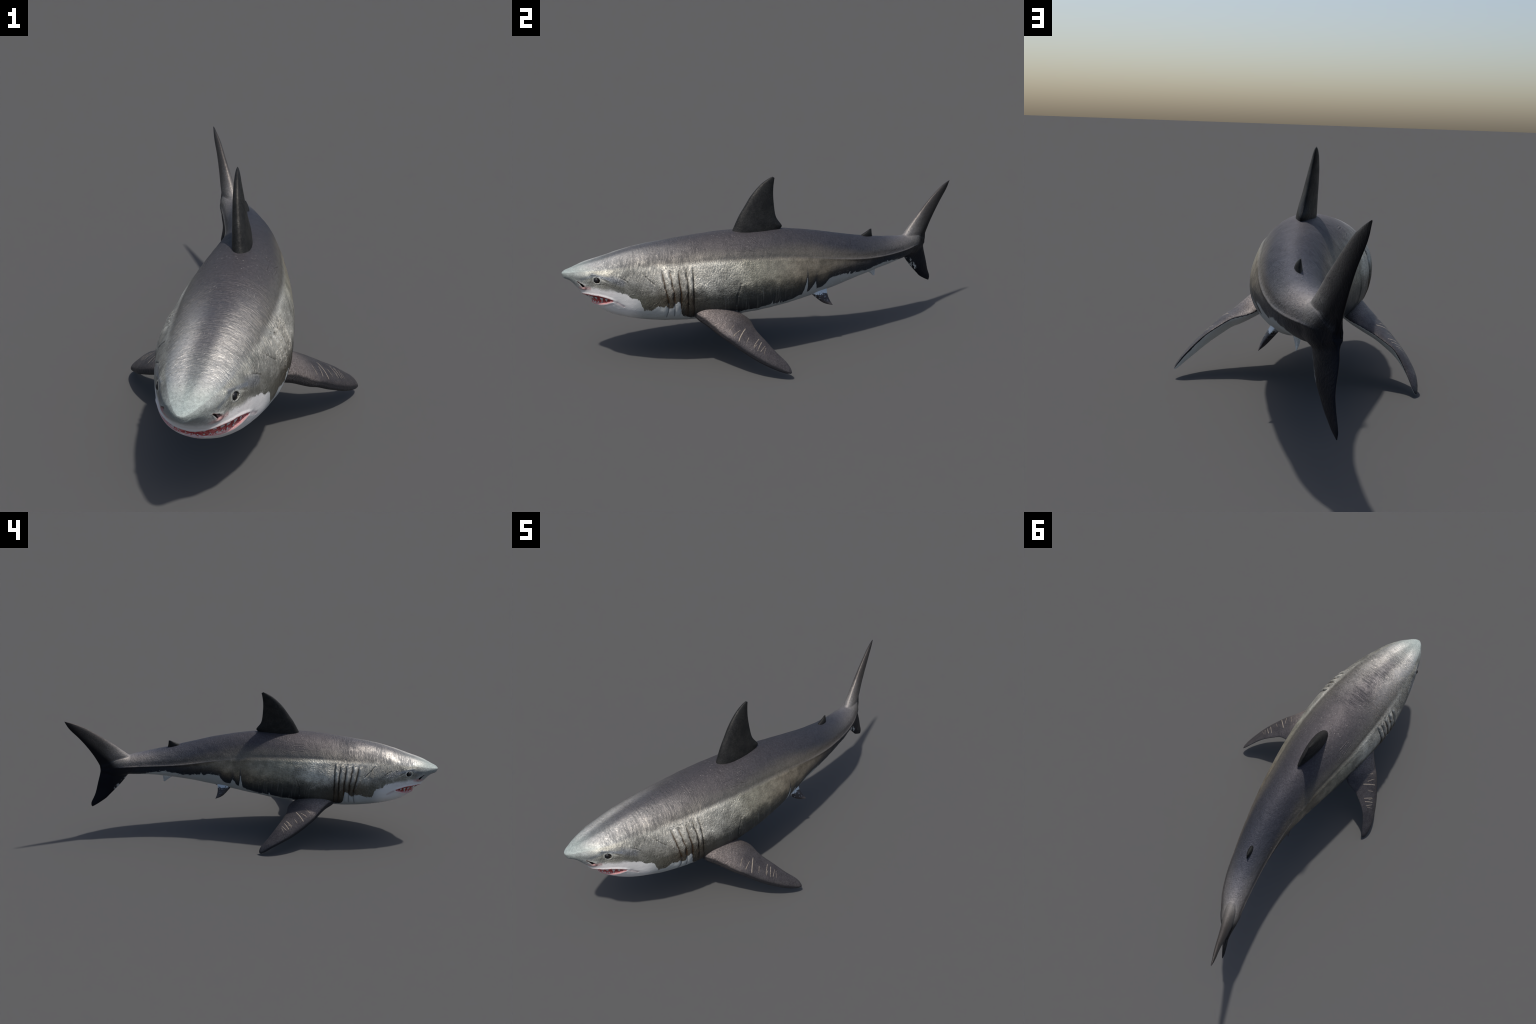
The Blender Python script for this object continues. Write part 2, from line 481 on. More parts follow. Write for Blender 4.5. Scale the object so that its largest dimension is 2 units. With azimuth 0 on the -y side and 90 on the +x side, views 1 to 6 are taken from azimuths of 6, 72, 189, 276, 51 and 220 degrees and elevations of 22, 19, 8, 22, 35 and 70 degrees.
def skin_material():
    g = G('shark_skin')
    ax, y, z, zt, zw, zb = body_frame(g)
    n_big = g.noise(5.5, 3.); n_mid = g.noise(22., 3.); n_fine = g.noise(120., 3., .65); n_grain = g.noise(420., 2., .6)
    f = (z - zw) / (zt - zw).max(.004)
    f = f + (n_mid - .5) * .10
    # colour along the length, at five heights of the flank
    top = y.ramp([(-1, (.30, .345, .325)), (-.94, (.30, .335, .312)), (-.87, (.24, .245, .23)), (-.75, (.145, .138, .136)), (-.55, (.102, .094, .096)), (-.30, (.080, .073, .077)),
                  (.0, (.060, .057, .064)), (.35, (.048, .050, .062)), (.53, (.058, .061, .075)), (.62, (.115, .113, .124)), (.69, (.19, .18, .178)), (.715, (.24, .225, .21)), (.76, (.17, .155, .143)), (.82, (.085, .076, .070)), (1, (.045, .04, .037))], -1, 1)  # stops .69 to .76 brightened to paint the highlight at the tail root
    band = y.ramp([(-1, (.31, .355, .335)), (-.94, (.34, .37, .345)), (-.87, (.56, .54, .495)), (-.74, (.47, .44, .40)), (-.60, (.25, .232, .215)), (-.42, (.112, .103, .101)),
                   (-.20, (.098, .090, .091)), (.05, (.072, .070, .076)), (.35, (.060, .062, .073)), (.50, (.095, .093, .095)), (.64, (.165, .152, .145)), (.74, (.17, .155, .140)), (.83, (.075, .068, .064)), (1, (.03, .028, .028))], -1, 1)
    crest = y.ramp([(-1, (.31, .355, .335)), (-.93, (.34, .37, .345)), (-.85, (.32, .32, .305)), (-.70, (.215, .205, .185)), (-.55, (.165, .153, .135)), (-.35, (.150, .139, .122)),  # strip above the ridge toned to draw the trough's shading in colour
                    (-.10, (.135, .124, .106)), (.15, (.155, .137, .114)), (.40, (.125, .110, .096)), (.60, (.135, .121, .112)), (.73, (.115, .104, .097)), (.82, (.04, .038, .038)), (1, (.02, .02, .022))], -1, 1)
    flank = y.ramp([(-1, (.31, .35, .33)), (-.93, (.33, .35, .332)), (-.86, (.33, .32, .275)), (-.74, (.36, .35, .31)), (-.60, (.43, .412, .362)), (-.48, (.42, .398, .345)), (-.34, (.48, .462, .40)),  # front flank base lightened to carry the sun sheen under the ridge
                    (-.18, (.345, .322, .25)), (.05, (.240, .205, .152)), (.22, (.195, .165, .124)), (.36, (.105, .090, .074)), (.50, (.042, .039, .040)), (.70, (.022, .022, .028)), (1, (.018, .018, .021))], -1, 1)
    lower = y.ramp([(-1, (.44, .46, .45)), (-.93, (.38, .38, .37)), (-.82, (.235, .235, .205)), (-.70, (.155, .155, .128)), (-.58, (.115, .103, .080)), (-.46, (.072, .066, .054)),
                    (-.36, (.085, .085, .075)), (-.25, (.052, .055, .052)), (-.05, (.050, .053, .050)), (.10, (.075, .070, .058)), (.26, (.042, .041, .040)), (.42, (.024, .025, .030)), (.70, (.020, .021, .027)), (1, (.016, .016, .02))], -1, 1)
    fr = y.curve(knots('fr'), -1, 1)
    mid = ax + (n_big - .5) * .010
    wide = y.curve([(-1, .0), (-.95, .006), (-.85, .022), (-.65, .034), (-.45, .060), (-.2, .085), (0, .09), (.4, .060), (.55, .045), (.7, .03), (1, .03)], -1, 1)
    col = g.mix((mid - wide * .35).max(0.).min(1.) ._m('DIVIDE', wide.max(.004)).step(-.1, 1.5), top, band)
    rear = y.step(-.25, .15)
    col = g.mix(((f - fr) / (rear * .16 + .27)).step(.10, 1.0), crest, col)
    patch = n_big.step(.3, .7, (.68, 1.18)) * n_mid.step(.3, .7, (.80, 1.14))
    col = g.mix((f - fr).step(-.05, .045), g.tint(flank, patch), col)
    zrel = z + (n_mid - .5) * .06 + (n_fine - .5) * .03
    col = g.mix((zrel - y.curve([(-1, .37), (-.788, .355), (-.6, .354), (-.45, .352), (-.35, .344), (-.2, .348), (0, .336), (.2, .345), (.5, .375), (1, .38)], -1, 1)).step(.045, -.040), col, lower)
    # navy edge next to the white
    edge = y.curve(BELLY, -1, 1)
    spike = lambda c, w, h: (1.0 - ((y - c + (n_mid - .5) * .006).abs() * (1 / w))).max(0.) * h
    jag = (g.noise(44., 5., .75) - .5) * .042 + (n_fine - .5) * .014
    hard = y.step(-.80, -.74)
    edge = edge + jag * y.step(-.84, -.70) + spike(.0815, .012, .085) + spike(.127, .017, .034) + spike(-.083, .006, .022) + spike(.312, .007, .016) + spike(-.045, .005, .016) + spike(.345, .006, .012)
    rel = z - edge
    navy = rel.step(.075, .0) * y.step(-.30, -.15) * n_big.step(.25, .75, (.45, 1.))
    col = g.mix(navy, col, (.016, .024, .038))
    dark_gill = rel.step(.06, .0) * y.step(-.53, -.47) * y.step(-.10, -.2)
    col = g.mix(dark_gill * .9, col, (.018, .019, .022))
    # pale streaks down the dark lower flank
    streak = g.noise(1., 2., .6, g.vec(ax * 3., (y + z * .12) * 95., z * 5.)).step(.52, .70)
    col = g.mix(streak * y.step(-.45, -.22) * y.step(.08, -.05) * z.step(.37, .30) * .60, col, (.17, .175, .165))
    # mottling
    col = g.tint(col, n_fine.step(.2, .8, (.80, 1.22)) * n_grain.step(.25, .75, (.84, 1.16)))
    speck = g.voronoi(82.).step(.26, .12) * n_mid.step(.45, .6)
    col = g.mix(speck * (y.step(-.62, -.45) * y.step(-.05, -.25)) * f.step(.62, .9) * .75, col, (.27, .25, .235))
    pit = g.voronoi(95.).step(.13, .05) * g.noise(30.).step(.55, .68)
    col = g.mix(pit * y.step(-.2, -.5) * .75, col, (.07, .065, .06))
    # gill slits: brown gutters
    line = None
    for k, (gz, gy) in enumerate(GILLS):
        yg = z.curve(sorted(zip(gz, gy)), .2, .5)
        t = y - yg - .0018
        m = (t.abs() + (n_fine - .5) * .004).step(.0040, .0006) * z.step(gz[-1] - .008, gz[-1] + .015) * z.step(gz[0] - .006, gz[0] - .026)
        c = (.075, .040, .020) if k < 3 else (.018, .016, .015)
        col = g.mix(m * z.step(.455, .40, (.35, .85)), col, c)
        m2 = (t + .012).step(-.012, .012) * t.step(.003, -.002) * z.step(gz[-1], gz[-1] + .02) * z.step(gz[0], gz[0] - .02)
        col = g.mix(m2 * .45 * z.step(.43, .30), col, (.10, .065, .038))
    crump = g.noise(75., 3., .7).step(.56, .64) * ((y + .53).abs()).step(.075, .045) * ((z - .447).abs()).step(.016, .006)
    col = g.mix(crump * .8, col, (.03, .03, .032))
    for a, b, w in (((-.757, .417), (-.737, .408), .0022), ((-.737, .408), (-.724, .399), .0022), ((-.724, .399), (-.721, .385), .0018),
                    ((-.6655, .441), (-.6485, .421), .0022), ((-.6485, .421), (-.6135, .39), .0024), ((-.253, .322), (-.257, .268), .0030), ((-.240, .362), (-.250, .33), .0026)):
        col = g.mix((g.capsule(y, z, a, b) + (n_fine - .45).abs() * .010).step(w, w * .3) * .75, col, (.030, .030, .032))
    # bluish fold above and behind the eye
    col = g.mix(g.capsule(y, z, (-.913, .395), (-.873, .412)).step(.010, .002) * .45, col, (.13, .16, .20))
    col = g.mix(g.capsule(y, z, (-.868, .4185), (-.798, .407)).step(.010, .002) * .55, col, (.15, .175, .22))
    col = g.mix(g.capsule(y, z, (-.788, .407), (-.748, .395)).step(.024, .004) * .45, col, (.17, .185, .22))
    col = g.mix(g.capsule(y, z, (-.893, .383), (-.868, .39)).step(.008, .001) * n_fine.step(.4, .6) * .6, col, (.06, .06, .06))
    # white belly, throat and cheek
    soft = rel + (n_fine - .5) * .022
    white = rel.step(.0016, -.0016) * hard + soft.step(.014, -.010) * (1.0 - hard)
    fadetail = y.step(.74, .70)
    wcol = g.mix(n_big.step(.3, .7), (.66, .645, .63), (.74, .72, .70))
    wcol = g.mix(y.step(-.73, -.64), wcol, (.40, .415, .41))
    wcol = g.mix(g.capsule(y, z, (-.888, .34), (-.788, .34)).step(.02, .0) * n_fine.step(.3, .7) * .35, wcol, (.62, .53, .52))
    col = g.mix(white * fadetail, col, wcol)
    thin = g.noise(55., 4., .75).step(.60, .66) * rel.step(.020, .003) * y.step(-.20, -.08)
    col = g.mix(thin * fadetail * .8, col, (.55, .57, .57))
    for k in (0, 1):
        gz, gy = GILLS[k]
        yg = z.curve(sorted(zip(gz, gy)), .2, .5)
        col = g.mix((y - yg - .0015).abs().step(.0034, .001) * z.step(gz[-1] - .01, gz[-1]) * z.step(.31, .30) * .75, col, (.10, .11, .12))
    # nostril, flushed skin round it, and reddened lips
    col = g.mix(g.capsule(y, z, (-.918, .351), (-.883, .357)).step(.014, .002) * .45 * ax.step(.02, .05), col, (.52, .25, .24))
    nz = g.capsule(y, z, (-.908, .363), (-.899, .3545))
    col = g.mix(nz.step(.011, .003) * .45 * ax.step(.02, .05), col, (.34, .10, .10))
    nd = g.capsule(y, z, (-.9145, .3705), (-.9075, .362))
    col = g.mix(nd.step(.0064, .0042) * ax.step(.02, .05), col, (.006, .005, .005))
    nd2 = g.capsule(y, z, (-.929, .381), (-.918, .374))
    col = g.mix(nd2.step(.0042, .0022) * ax.step(.02, .05) * .8, col, (.10, .045, .035))
    lip = None; uplip = None
    jaw_u = [(-.908, .318), (-.901, .322), (-.887, .324), (-.867, .323), (-.847, .3235), (-.827, .320), (-.807, .315), (-.788, .309)]
    jaw_l = [(-.874, .278), (-.857, .279), (-.837, .283), (-.808, .296), (-.791, .305)]
    for pts in (jaw_u, jaw_l):
        for a, b in zip(pts[:-1], pts[1:]):
            d = g.capsule(y, z, a, b); lip = d if lip is None else lip.min(d)
        uplip = lip if uplip is None else uplip
    flush = lip.step(.013, .001) * n_fine.step(.35, .62) * z.step(.352, .335)
    col = g.mix(flush * .38 * y.step(-.75, -.78), col, (.50, .13, .13))
    lipn = (n_fine - .5) * .004
    col = g.mix((lip + lipn * 1.6).step(.0052, .0004) * .6, col, (.44, .075, .080))
    col = g.mix((uplip + lipn).step(.0064, .0020) * .85, col, (.42, .030, .032))
    corner = g.capsule(y, z, (-.773, .304), (-.74, .285))
    col = g.mix(corner.step(.010, .001) * .35, col, (.30, .14, .16))
    chin = g.capsule(ax, z, (.0, .266), (.018, .268)).step(.014, .004) * y.step(-.83, -.85)
    col = g.mix(chin * .5, col, (.46, .22, .26))
    # eyelid
    e = g.capsule(y, z, (EYE[0] - .001, EYE[1]), (EYE[0] + .001, EYE[1]))
    ring = (e - .0150).abs().step(.0050, .0015) * ax.step(.05, .07)
    col = g.mix(ring * .7, col, (.48, .48, .44))
    col = g.mix(e.step(.0128, .0112) * ax.step(.05, .07), col, (.02, .018, .016))
    # scratches on the back
    scr = None
    for a, b in (((-.268, .526), (-.187, .525)), ((-.271, .506), (-.207, .499)), ((-.22, .512), (-.161, .495)), ((-.165, .539), (-.109, .499))):
        d = g.capsule(y, z, a, b); scr = d if scr is None else scr.min(d)
    u = z - (zw + fr * (zt - zw))
    col = g.mix((u - .0020).abs().step(.0040, .0008) * y.step(.02, .25) * y.step(.74, .69) * .45, col, (.21, .185, .165))
    # ---- caudal fin: near-black trailing half, pale flecks under the lower lobe
    late = y.step(.72, .80)
    col = g.mix(late * (z - (.405 + (y - .78) * 1.20) + (n_mid - .5) * .02).step(.050, -.015), col, (.013, .013, .0155))
    col = g.mix(y.step(.68, .76) * (z - .386).step(.012, -.004), col, (.012, .013, .018))
    fleck = g.noise(42., 3., .7).step(.50, .54) * g.capsule(y, z, (.722, .308), (.765, .258)).step(.017, .006)
    col = g.mix(fleck, col, (.55, .58, .60))
    # ---- relief finer than the mesh
    wr = g.noise(1., 4., .62, g.vec(ax * 20., (y - z * .28) * 100., z * 30.), 1.3)
    wr_m = y.step(-.93, -.80, (.08, 1.)) * y.step(-.30, -.55, (.12, 1.))
    peb = g.noise(135., 3., .62); vor = g.voronoi(120.)
    flank_m = y.step(-.50, -.42) * y.step(-.02, -.24) * (f - fr).step(.05, -.05) * z.step(.29, .35)
    pits_m = y.step(.30, .40) * y.step(.75, .62)
    wr_m = wr_m * g.noise(13., 3.).step(.36, .66, (.15, 1.25))
    h = (wr - .5) * wr_m * .0095 * rel.step(-.01, .02)
    h = h + (peb - .5) * (.0014 + flank_m * .0032 + pits_m * .0008) * rel.step(-.015, .02, (.15, 1.))
    h = h + g.noise(62., 3., .6, None, .4) * flank_m * .0024 - g.voronoi(72.).step(.30, .08) * flank_m * n_mid.step(.42, .6) * .0016
    h = h + g.noise(330., 2., .6) * .0005
    h = h - g.voronoi(38.).step(.16, .03) * pits_m * g.noise(16.).step(.5, .62) * .0028
    h = h + (scr.step(.0030, .0006) * .0008 - (scr - .003).abs().step(.002, .0005) * .0005) * n_mid.step(.35, .55)
    h = h - speck * -.0008 * y.step(.0, -.3)
    fold = g.capsule(y, z, (.775, .452), (.80, .410)).step(.022, .004)
    h = h + (g.noise(1., 1., .5, g.vec(ax, (y * .5 + z * .9) * 170., 0.))) * fold * .0020
    dark_back = y.step(-.62, -.35) * y.step(.80, .66) * (f - fr).step(-.02, .25)
    rough = dark_back * .14 + n_mid.step(.3, .7, (.38, .46)) + n_grain.step(.3, .7, (-.04, .05)) + white * .10 + y.step(-.45, .1) * .04 + y.step(-.86, -.95) * .16
    metal = (1.0 - white * fadetail) * y.step(-.97, -.86, (.06, .48)) * lip.step(.0, .012) * g.capsule(y, z, (-.913, .37), (-.896, .357)).step(.008, .02)
    return g.finish(col, rough, h, spec=(dark_back * -.24 + .30) * (1.0 - late * (z - (.405 + (y - .78) * 1.20)).step(.05, -.015) * .9), Metallic=metal)

SKIN = skin_material()

def gum_material():
    g = G('gum')
    ax, y, z, zt, zw, zb = body_frame(g)
    n = g.noise(110., 4., .7); v = g.noise(1., 3., .6, g.vec(ax*90., y*90., z*260.), .8)
    col = g.mix(v.step(.35, .66), (.36, .022, .026), (.56, .13, .115))
    col = g.mix(n.step(.58, .70) * .8, col, (.66, .30, .27))
    col = g.mix(n.step(.40, .32) * .7, col, (.12, .01, .012))
    return g.finish(col, .26, (v - .5) * .0035, spec=.6)

def tooth_material():
    g = G('tooth')
    n = g.noise(160., 2.)
    col = g.mix(n.step(.3, .7), (.40, .42, .41), (.60, .61, .58))
    return g.finish(col, .3, n * .0004, spec=.5)

def eye_material():
    g = G('eyeball')
    o = g.nt.nodes.new('ShaderNodeTexCoord')
    n = g.noise(260., 2.)
    e = ((g.y - EYE[0])*(g.y - EYE[0]) + (g.z - EYE[1])*(g.z - EYE[1])).sqrt()
    col = g.mix((e - .0095).abs().step(.0022, .0004) * .7, (.006, .006, .007), (.040, .022, .014))
    col = g.mix(n.step(.5, .75) * .3, col, (.03, .026, .024))
    return g.finish(col, .42, (), spec=.35)

def fin_material(name, base, dark, brown=.0, scar=False, under=False, pale_root=None):
    g = G(name)
    n_mid = g.noise(26., 4., .62); n_f = g.noise(150., 3., .65); n_g = g.noise(430., 2.)
    nx, ny, nz = g.normal_z()
    col = g.mix(n_mid.step(.35, .65), base, dark)
    col = g.tint(col, n_f.step(.25, .75, (.78, 1.25)) * n_g.step(.3, .7, (.86, 1.14)))
    h = (n_f - .5) * .0012 + (n_mid - .5) * .0016
    rough = n_mid.step(.3, .7, (.42, .52))
    if scar:
        # pale scratches running across the fin from its leading edge, wrinkled skin towards the root
        ax = (g.x + .0).abs()
        span = ax - g.y * -.35
        root = (ax * .62 + g.y * .55)
        m_root = root.step(.02, -.06)
        wr = g.noise(1., 4., .65, g.vec(ax * 95., (g.y + ax * .2) * 30., g.z * 20.), .8)
        h = h + (wr - .5) * .0030 * m_root + (n_f - .5) * .0022 * m_root
        col = g.mix(m_root * .75, col, g.mix(n_f.step(.3, .7), (.150, .126, .118), (.29, .25, .23)))  # root tinted pale for its glossy sheen
        for a, b, w in ((( .306, -.283), (.262, -.242), .0042), ((.333, -.222), (.305, -.192), .0032), ((.347, -.208), (.318, -.183), .0034),
                        ((.318, -.252), (.300, -.236), .0024), ((.352, -.196), (.334, -.172), .0026), ((.360, -.183), (.341, -.170), .0022),
                        ((.287, -.302), (.270, -.268), .0026), ((.268, -.318), (.246, -.290), .0024), ((.338, -.224), (.326, -.205), .0022)):
            d = g.capsule(ax, g.y, a, b) + (g.noise(170., 3., .7) - .5).abs() * .0110
            m = d.step(w * .85, w * .15) * nz.step(.0, .2)
            col = g.mix(m * .90, col, (.46, .39, .31)); h = h + m * .0012
    if under:
        nose = nx * (g.x * 1000.).max(-1.).min(1.) * .35 - ny * .85 - nz * .40
        w = (nz + (g.noise(42., 3., .7) - .5) * .24).step(-.20, -.26) * nose.step(.62, .50)
        wc = g.mix(n_mid.step(.3, .7), (.74, .76, .74), (.82, .83, .81))
        rim = (nz + (g.noise(42., 3., .7) - .5) * .16).step(.44, .16)
        col = g.mix(rim * .85, col, (.020, .021, .025))
        col = g.mix(w, col, wc)
    if pale_root is not None:
        lo, hi = pale_root
        r = g.z + (g.noise(60., 5., .8) - .5) * .060
        m = r.step(lo, lo + .0022) if hi > lo else r.step(lo, lo - .0022)
        col = g.mix(m, col, (.62, .66, .70))
        spot = g.noise(75., 4., .7).step(.57, .61) * r.step(lo - .034, lo - .012)
        col = g.mix(spot * .9, col, (.55, .59, .63))
        col = g.mix((r - lo).abs().step(.008, .003) * n_f.step(.5, .6), col, (.02, .024, .03))
    metal = .40 if not under else nz.step(-.1, .1) * .40
    return g.finish(col, rough, h, spec=.13, Metallic=metal)

GUM = gum_material(); TOOTH = tooth_material(); EYEM = eye_material()
DORSAL = fin_material('dorsal_skin', (.030, .0295, .028), (.0205, .0205, .0205))
SMALLD = fin_material('small_dorsal_skin', (.024, .024, .023), (.017, .017, .017))
PECT = fin_material('pectoral_skin', (.074, .067, .068), (.056, .051, .054), scar=True, under=True)
PELV = fin_material('pelvic_skin', (.085, .075, .075), (.050, .045, .047), pale_root=(.242, .3))
ANAL = fin_material('anal_skin', (.52, .56, .58), (.60, .63, .65))

# =====================================================================
#  objects
# =====================================================================
def link(o, parent):
    bpy.context.scene.collection.objects.link(o)
    if parent: o.parent = parent
    return o

shark = link(bpy.data.objects.new('shark', None), None)
shark['label'] = 'grey and white shark, swimming with a curved tail and parted jaws'
shark['category'] = 'shark'

def mesh_object(name, V, F, mat, normals=None, parent=shark, kind=None):
    me = bpy.data.meshes.new(name)
    me.from_pydata([tuple(map(float, v)) for v in V], [], [tuple(map(int, f)) for f in F])
    me.materials.append(mat)
    me.polygons.foreach_set('use_smooth', [True] * len(me.polygons))
    me.update()
    if normals is not None:
        me.normals_split_custom_set_from_vertices([tuple(map(float, n)) for n in normals])
    o = link(bpy.data.objects.new(name, me), parent)
    if kind: o['kind'] = kind
    return o

# ---- split the one body surface into anatomical parts that share their border
fy = np.array([VL[list(f), 1].mean() for f in faces])
q = mouth_inside(VL[:, 0], VL[:, 1], VL[:, 2])[0]
fq = np.array([q[list(f)].mean() for f in faces])
region = np.where(fq > .0016, 4, np.where(fy < -.61, 0, np.where(fy < .22, 1, np.where(fy < .70, 2, 3))))
for k, (name, mat) in enumerate((('head', SKIN), ('torso', SKIN), ('tail', SKIN), ('caudal_fin', SKIN), ('mouth', GUM))):
    sel = [f for f, r in zip(faces, region) if r == k]
    used = sorted({i for f in sel for i in f}); remap = {v: i for i, v in enumerate(used)}
    o = mesh_object(name, P[used], [[remap[i] for i in f] for f in sel], mat, NRM[used])
    if name == 'head': head = o
    if name == 'mouth': mouth = o
mouth.parent = head

# ---- fins as lofted foils between a leading and a trailing edge
def chain(pts, n):
    pts = np.array(pts, float)
    t = np.linspace(0, 1, len(pts)); s = np.linspace(0, 1, n)
    return np.stack([spline(t, pts[:, k], s) for k in range(3)], 1)

def fin(name, lead, trail, thick, mat, ns=70, nc=40, side=1, parent=shark, tilt=None, wobble=.0):
    """lead and trail run from the root (inside the body) to the tip; thick = half thickness along the span"""
    A, B = chain(lead, ns), chain(trail, ns)
    T = spline(np.linspace(0, 1, len(thick)), thick, np.linspace(0, 1, ns))
    T = np.maximum(T, .0002)
    mid = (A + B) / 2; span = np.gradient(mid, axis=0); chord = B - A
    nrm = np.cross(span, chord); nrm /= np.maximum(np.linalg.norm(nrm, axis=1), 1e-9)[:, None]
    for i in range(1, ns):                                  # keep the frame steady near the tip
        if nrm[i] @ nrm[i-1] < .5: nrm[i] = nrm[i-1]
    u = (1 - np.cos(np.linspace(0, math.pi, nc))) / 2
    f = foil(u); f[0] = 0; f[-1] = 0
    V, idx = [], []
    for i in range(ns):
        ring = []
        order = [(k, 1) for k in range(nc)] + [(k, -1) for k in range(nc - 2, 0, -1)]
        for k, sg in order:
            p = A[i] + chord[i] * u[k] + nrm[i] * (sg * T[i] * f[k] / max(f))
            if wobble and k == nc - 1:
                p = p + chord[i] * wobble * math.sin(i * 1.9) * math.sin(i * .7)
            ring.append(len(V)); V.append(p)
        idx.append(ring)
    F = []
    n = len(idx[0])
    for i in range(ns - 1):
        for k in range(n):
            F.append((idx[i][k], idx[i][(k+1) % n], idx[i+1][(k+1) % n], idx[i+1][k]))
    F.append(tuple(idx[0][::-1])); F.append(tuple(idx[-1]))
    V = np.array(V)
    c = V.mean(0); F2 = F
    # orient outward
    vol = 0.
    for f_ in F:
        a = V[f_[0]] - c
        for b_, d_ in zip(f_[1:-1], f_[2:]): vol += a @ np.cross(V[b_] - c, V[d_] - c)
    if vol < 0: F2 = [f_[::-1] for f_ in F]
    return mesh_object(name, V, F2, mat, parent=parent)

lean = lambda z: -.0135 - (z - .56) * .16
D_lead = [(-.250, .530), (-.229, .577), (-.202, .630), (-.178, .667), (-.150, .709), (-.120, .744), (-.090, .771), (-.058, .791), (-.040, .7985)]
D_trail = [(-.020, .530), (-.007, .560), (.001, .576), (-.022, .608), (-.033, .650), (-.0375, .700), (-.0375, .742), (-.034, .772), (-.0305, .792)]
fin('dorsal_fin', [(lean(z), y, z) for y, z in D_lead], [(lean(z), y, z) for y, z in D_trail],
    [.034, .032, .028, .0245, .0205, .016, .0115, .0070, .0015], DORSAL, ns=90)

def on_body(xl, y, zl):
    return tuple(place(np.array([xl]), np.array([y]), np.array([zl]))[0])
fin('dorsal_fin', [on_body(0, .405, .470), on_body(0, .428, .486), on_body(0, .452, .498), (-.080, .474, .5100)],
    [on_body(0, .492, .450), on_body(0, .490, .468), on_body(0, .486, .486), (-.0815, .4825, .5095)], [.0125, .011, .008, .0015], SMALLD, ns=30, nc=28)
fin('anal_fin', [on_body(0, .440, .318), on_body(0, .458, .302), on_body(0, .485, .286), (-.0820, .509, .2665)],
    [on_body(0, .525, .325), on_body(0, .522, .305), on_body(0, .520, .286), (-.0835, .519, .2650)], [.0125, .011, .0075, .0012], ANAL, ns=30, nc=28)

for sg in (1, -1):
    fin('pelvic_fin', [on_body(sg*.030, .112, .275), on_body(sg*.045, .134, .250), on_body(sg*.065, .163, .222), on_body(sg*.082, 0.1920, .200), on_body(sg*.0935, 0.2260, .1900)],
        [on_body(sg*.022, 0.2360, .290), on_body(sg*.045, 0.2230, .262), on_body(sg*.064, 0.2180, .235), on_body(sg*.081, 0.2220, .211), on_body(sg*.0950, 0.2325, .1885)],
        [.017, .0165, .0130, .0085, .0012], PELV, ns=40, nc=30, wobble=.02)

L_lead = [(.120, -.462, .265), (.172, -.443, .238), (.206, -.409, .214), (.251, -.357, .174), (.280, -.325, .154), (.308, -.291, .129), (.335, -.253, .105), (.359, -.213, .081),
          (.380, -.169, .059), (.397, -.126, .041), (.406, -.092, .030), (.4085, -.073, .0265)]
L_trail = [(.090, -.270, .245), (.135, -.245, .228), (.170, -.209, .210), (.205, -.197, .198), (.242, -.194, .186), (.272, -.180, .169), (.303, -.160, .149), (.331, -.140, .127),
           (.358, -.114, .100), (.381, -.086, .073), (.398, -.070, .047), (.4065, -.067, .0310)]
R_lead = [(-.120, -.462, .252), (-.178, -.443, .226), (-.212, -.402, .204), (-.262, -.353, .166), (-.287, -.327, .148), (-.310, -.299, .129), (-.337, -.262, .106), (-.361, -.223, .084),
          (-.387, -.172, .062), (-.403, -.128, .041), (-.4095, -.090, .017), (-.4105, -.066, .0035)]
R_trail = [(-.090, -.270, .240), (-.135, -.245, .222), (-.170, -.212, .207), (-.203, -.194, .195), (-.236, -.190, .179), (-.266, -.179, .165), (-.300, -.161, .147), (-.334, -.138, .124),
           (-.364, -.104, .083), (-.384, -.072, .049), (-.397, -.056, .022), (-.4055, -.0575, .0050)]
PT = [.040, .0385, .0350, .0305, .0268, .0236, .0207, .0178, .0145, .0108, .0066, .0012]
fin('pectoral_fin', L_lead, L_trail, PT, PECT, ns=130, nc=56, wobble=.012)
fin('pectoral_fin', R_lead, R_trail, PT, PECT, ns=130, nc=56, wobble=.012)

# ---- eyes
def ball(name, centre, r, mat, parent):
    V, F = [], []
    nu, nv = 32, 20
    for i in range(1, nv):
        a = math.pi * i / nv
        for j in range(nu):
            b = 2*math.pi*j/nu
            V.append((centre[0] + r*math.sin(a)*math.cos(b), centre[1] + r*math.sin(a)*math.sin(b), centre[2] + r*math.cos(a)))
    for i in range(nv - 2):
        for j in range(nu):
            F.append((i*nu + j, (i+1)*nu + j, (i+1)*nu + (j+1) % nu, i*nu + (j+1) % nu))
    n = len(V); V += [(centre[0], centre[1], centre[2] + r), (centre[0], centre[1], centre[2] - r)]
    for j in range(nu):
        F.append((n, j, (j+1) % nu)); F.append((n+1, (nv-2)*nu + (j+1) % nu, (nv-2)*nu + j))
    return mesh_object(name, V, F, mat, parent=parent)
for sg in (1, -1):
    c = on_body(sg * (EYE[2] - .0083), EYE[0], EYE[1])
    ball('eye', c, .0128, EYEM, head)

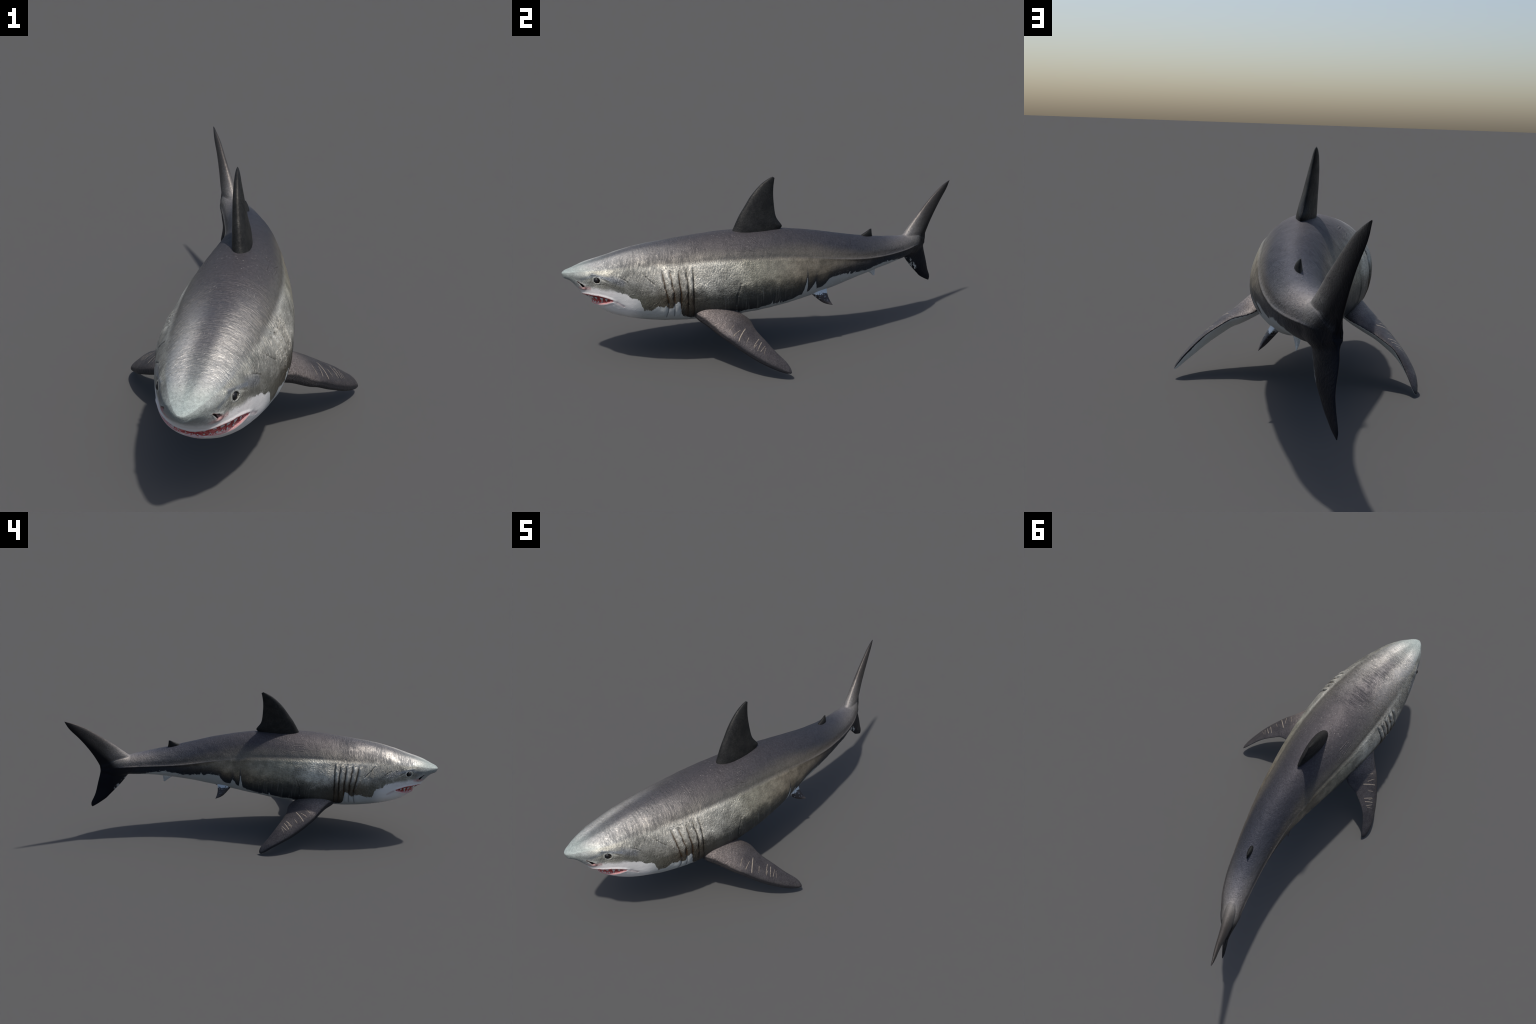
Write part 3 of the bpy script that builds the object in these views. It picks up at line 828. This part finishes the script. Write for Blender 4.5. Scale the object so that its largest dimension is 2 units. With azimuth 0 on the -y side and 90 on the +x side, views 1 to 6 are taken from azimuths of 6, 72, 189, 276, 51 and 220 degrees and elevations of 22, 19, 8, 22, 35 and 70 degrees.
# ---- teeth: thin serrated-looking wedges set along both jaws
def tooth_mesh(name, w, h, t):
    V, F = [], []
    lv = 6
    for i in range(lv):
        s = i / (lv - 1)
        ww = w * (1 - s) ** .85 * .5 + .0002; tt = t * (1 - s*.85) * .5
        for k in range(8):
            a = 2*math.pi*k/8
            V.append((ww*math.cos(a), tt*math.sin(a) + t*.5*s*s, -h*s))
    for i in range(lv - 1):
        for k in range(8):
            F.append((i*8+k, (i+1)*8+k, (i+1)*8+(k+1) % 8, i*8+(k+1) % 8))
    F.append(tuple(range(8))); F.append(tuple(range(lv*8-1, lv*8-9, -1)))
    me = bpy.data.meshes.new(name); me.from_pydata(V, [], F); me.materials.append(TOOTH)
    me.polygons.foreach_set('use_smooth', [True]*len(me.polygons)); me.update()
    return me
from mathutils import Matrix, Vector
TU, TL = tooth_mesh('tooth', .0175, .0215, .0060), tooth_mesh('lower_tooth', .0085, .0070, .0035)
def jaw_point(phi, z, inset):
    """a point in the gape: bearing and height, a little inside the skin"""
    best = .12
    for r in np.linspace(.09, .165, 151):
        x_, y_ = r*math.sin(math.radians(phi)), MY - r*math.cos(math.radians(phi))
        zw, zb, hw, e = (float(prof(k, y_)) for k in ('zw', 'zb', 'hw', 'el'))
        tt = .5 ** (1 / e); e2 = math.log(1 - tt*tt) / math.log(tt)
        if (x_/hw)**2 + (max(zw - z, 0)/(zw - zb))**e2 < 1: best = r
    r = best - inset
    return r*math.sin(math.radians(phi)), MY - r*math.cos(math.radians(phi))
for jaw, angs in (('u', np.linspace(-68, 68, 14)), ('l', np.linspace(-58, 58, 14))):
    for a in angs:
        a = a + random.uniform(-1.6, 1.6)
        zu = float(spline(LIPA, LIPU, abs(a))); zl = float(spline(LIPA, LIPL, abs(a)))
        gap = zu - zl
        z0 = zu - .20*gap if jaw == 'u' else zl + .16*gap
        x_, y_ = jaw_point(a, z0, (.0045 if jaw == 'u' else .0045) + .0020 * math.cos(math.radians(a)) ** 2)
        o = bpy.data.objects.new('tooth', TU if jaw == 'u' else TL)
        link(o, mouth)
        pos = Vector(on_body(x_, y_, z0))
        turn = math.radians(a)
        s = random.uniform(.85, 1.12) * min(1., gap / .036) * (1 - .30 * math.cos(turn) ** 4)
        flip = Matrix.Identity(4) if jaw == 'u' else Matrix.Rotation(math.pi, 4, 'Y')
        o.matrix_world = (Matrix.Translation(pos) @ Matrix.Rotation(turn, 4, 'Z') @ Matrix.Rotation(.85 * math.cos(turn) ** 2, 4, 'X') @ Matrix.Rotation(random.uniform(-.12, .12), 4, 'Y')
                          @ flip @ Matrix.Diagonal((s, s, s, 1)))
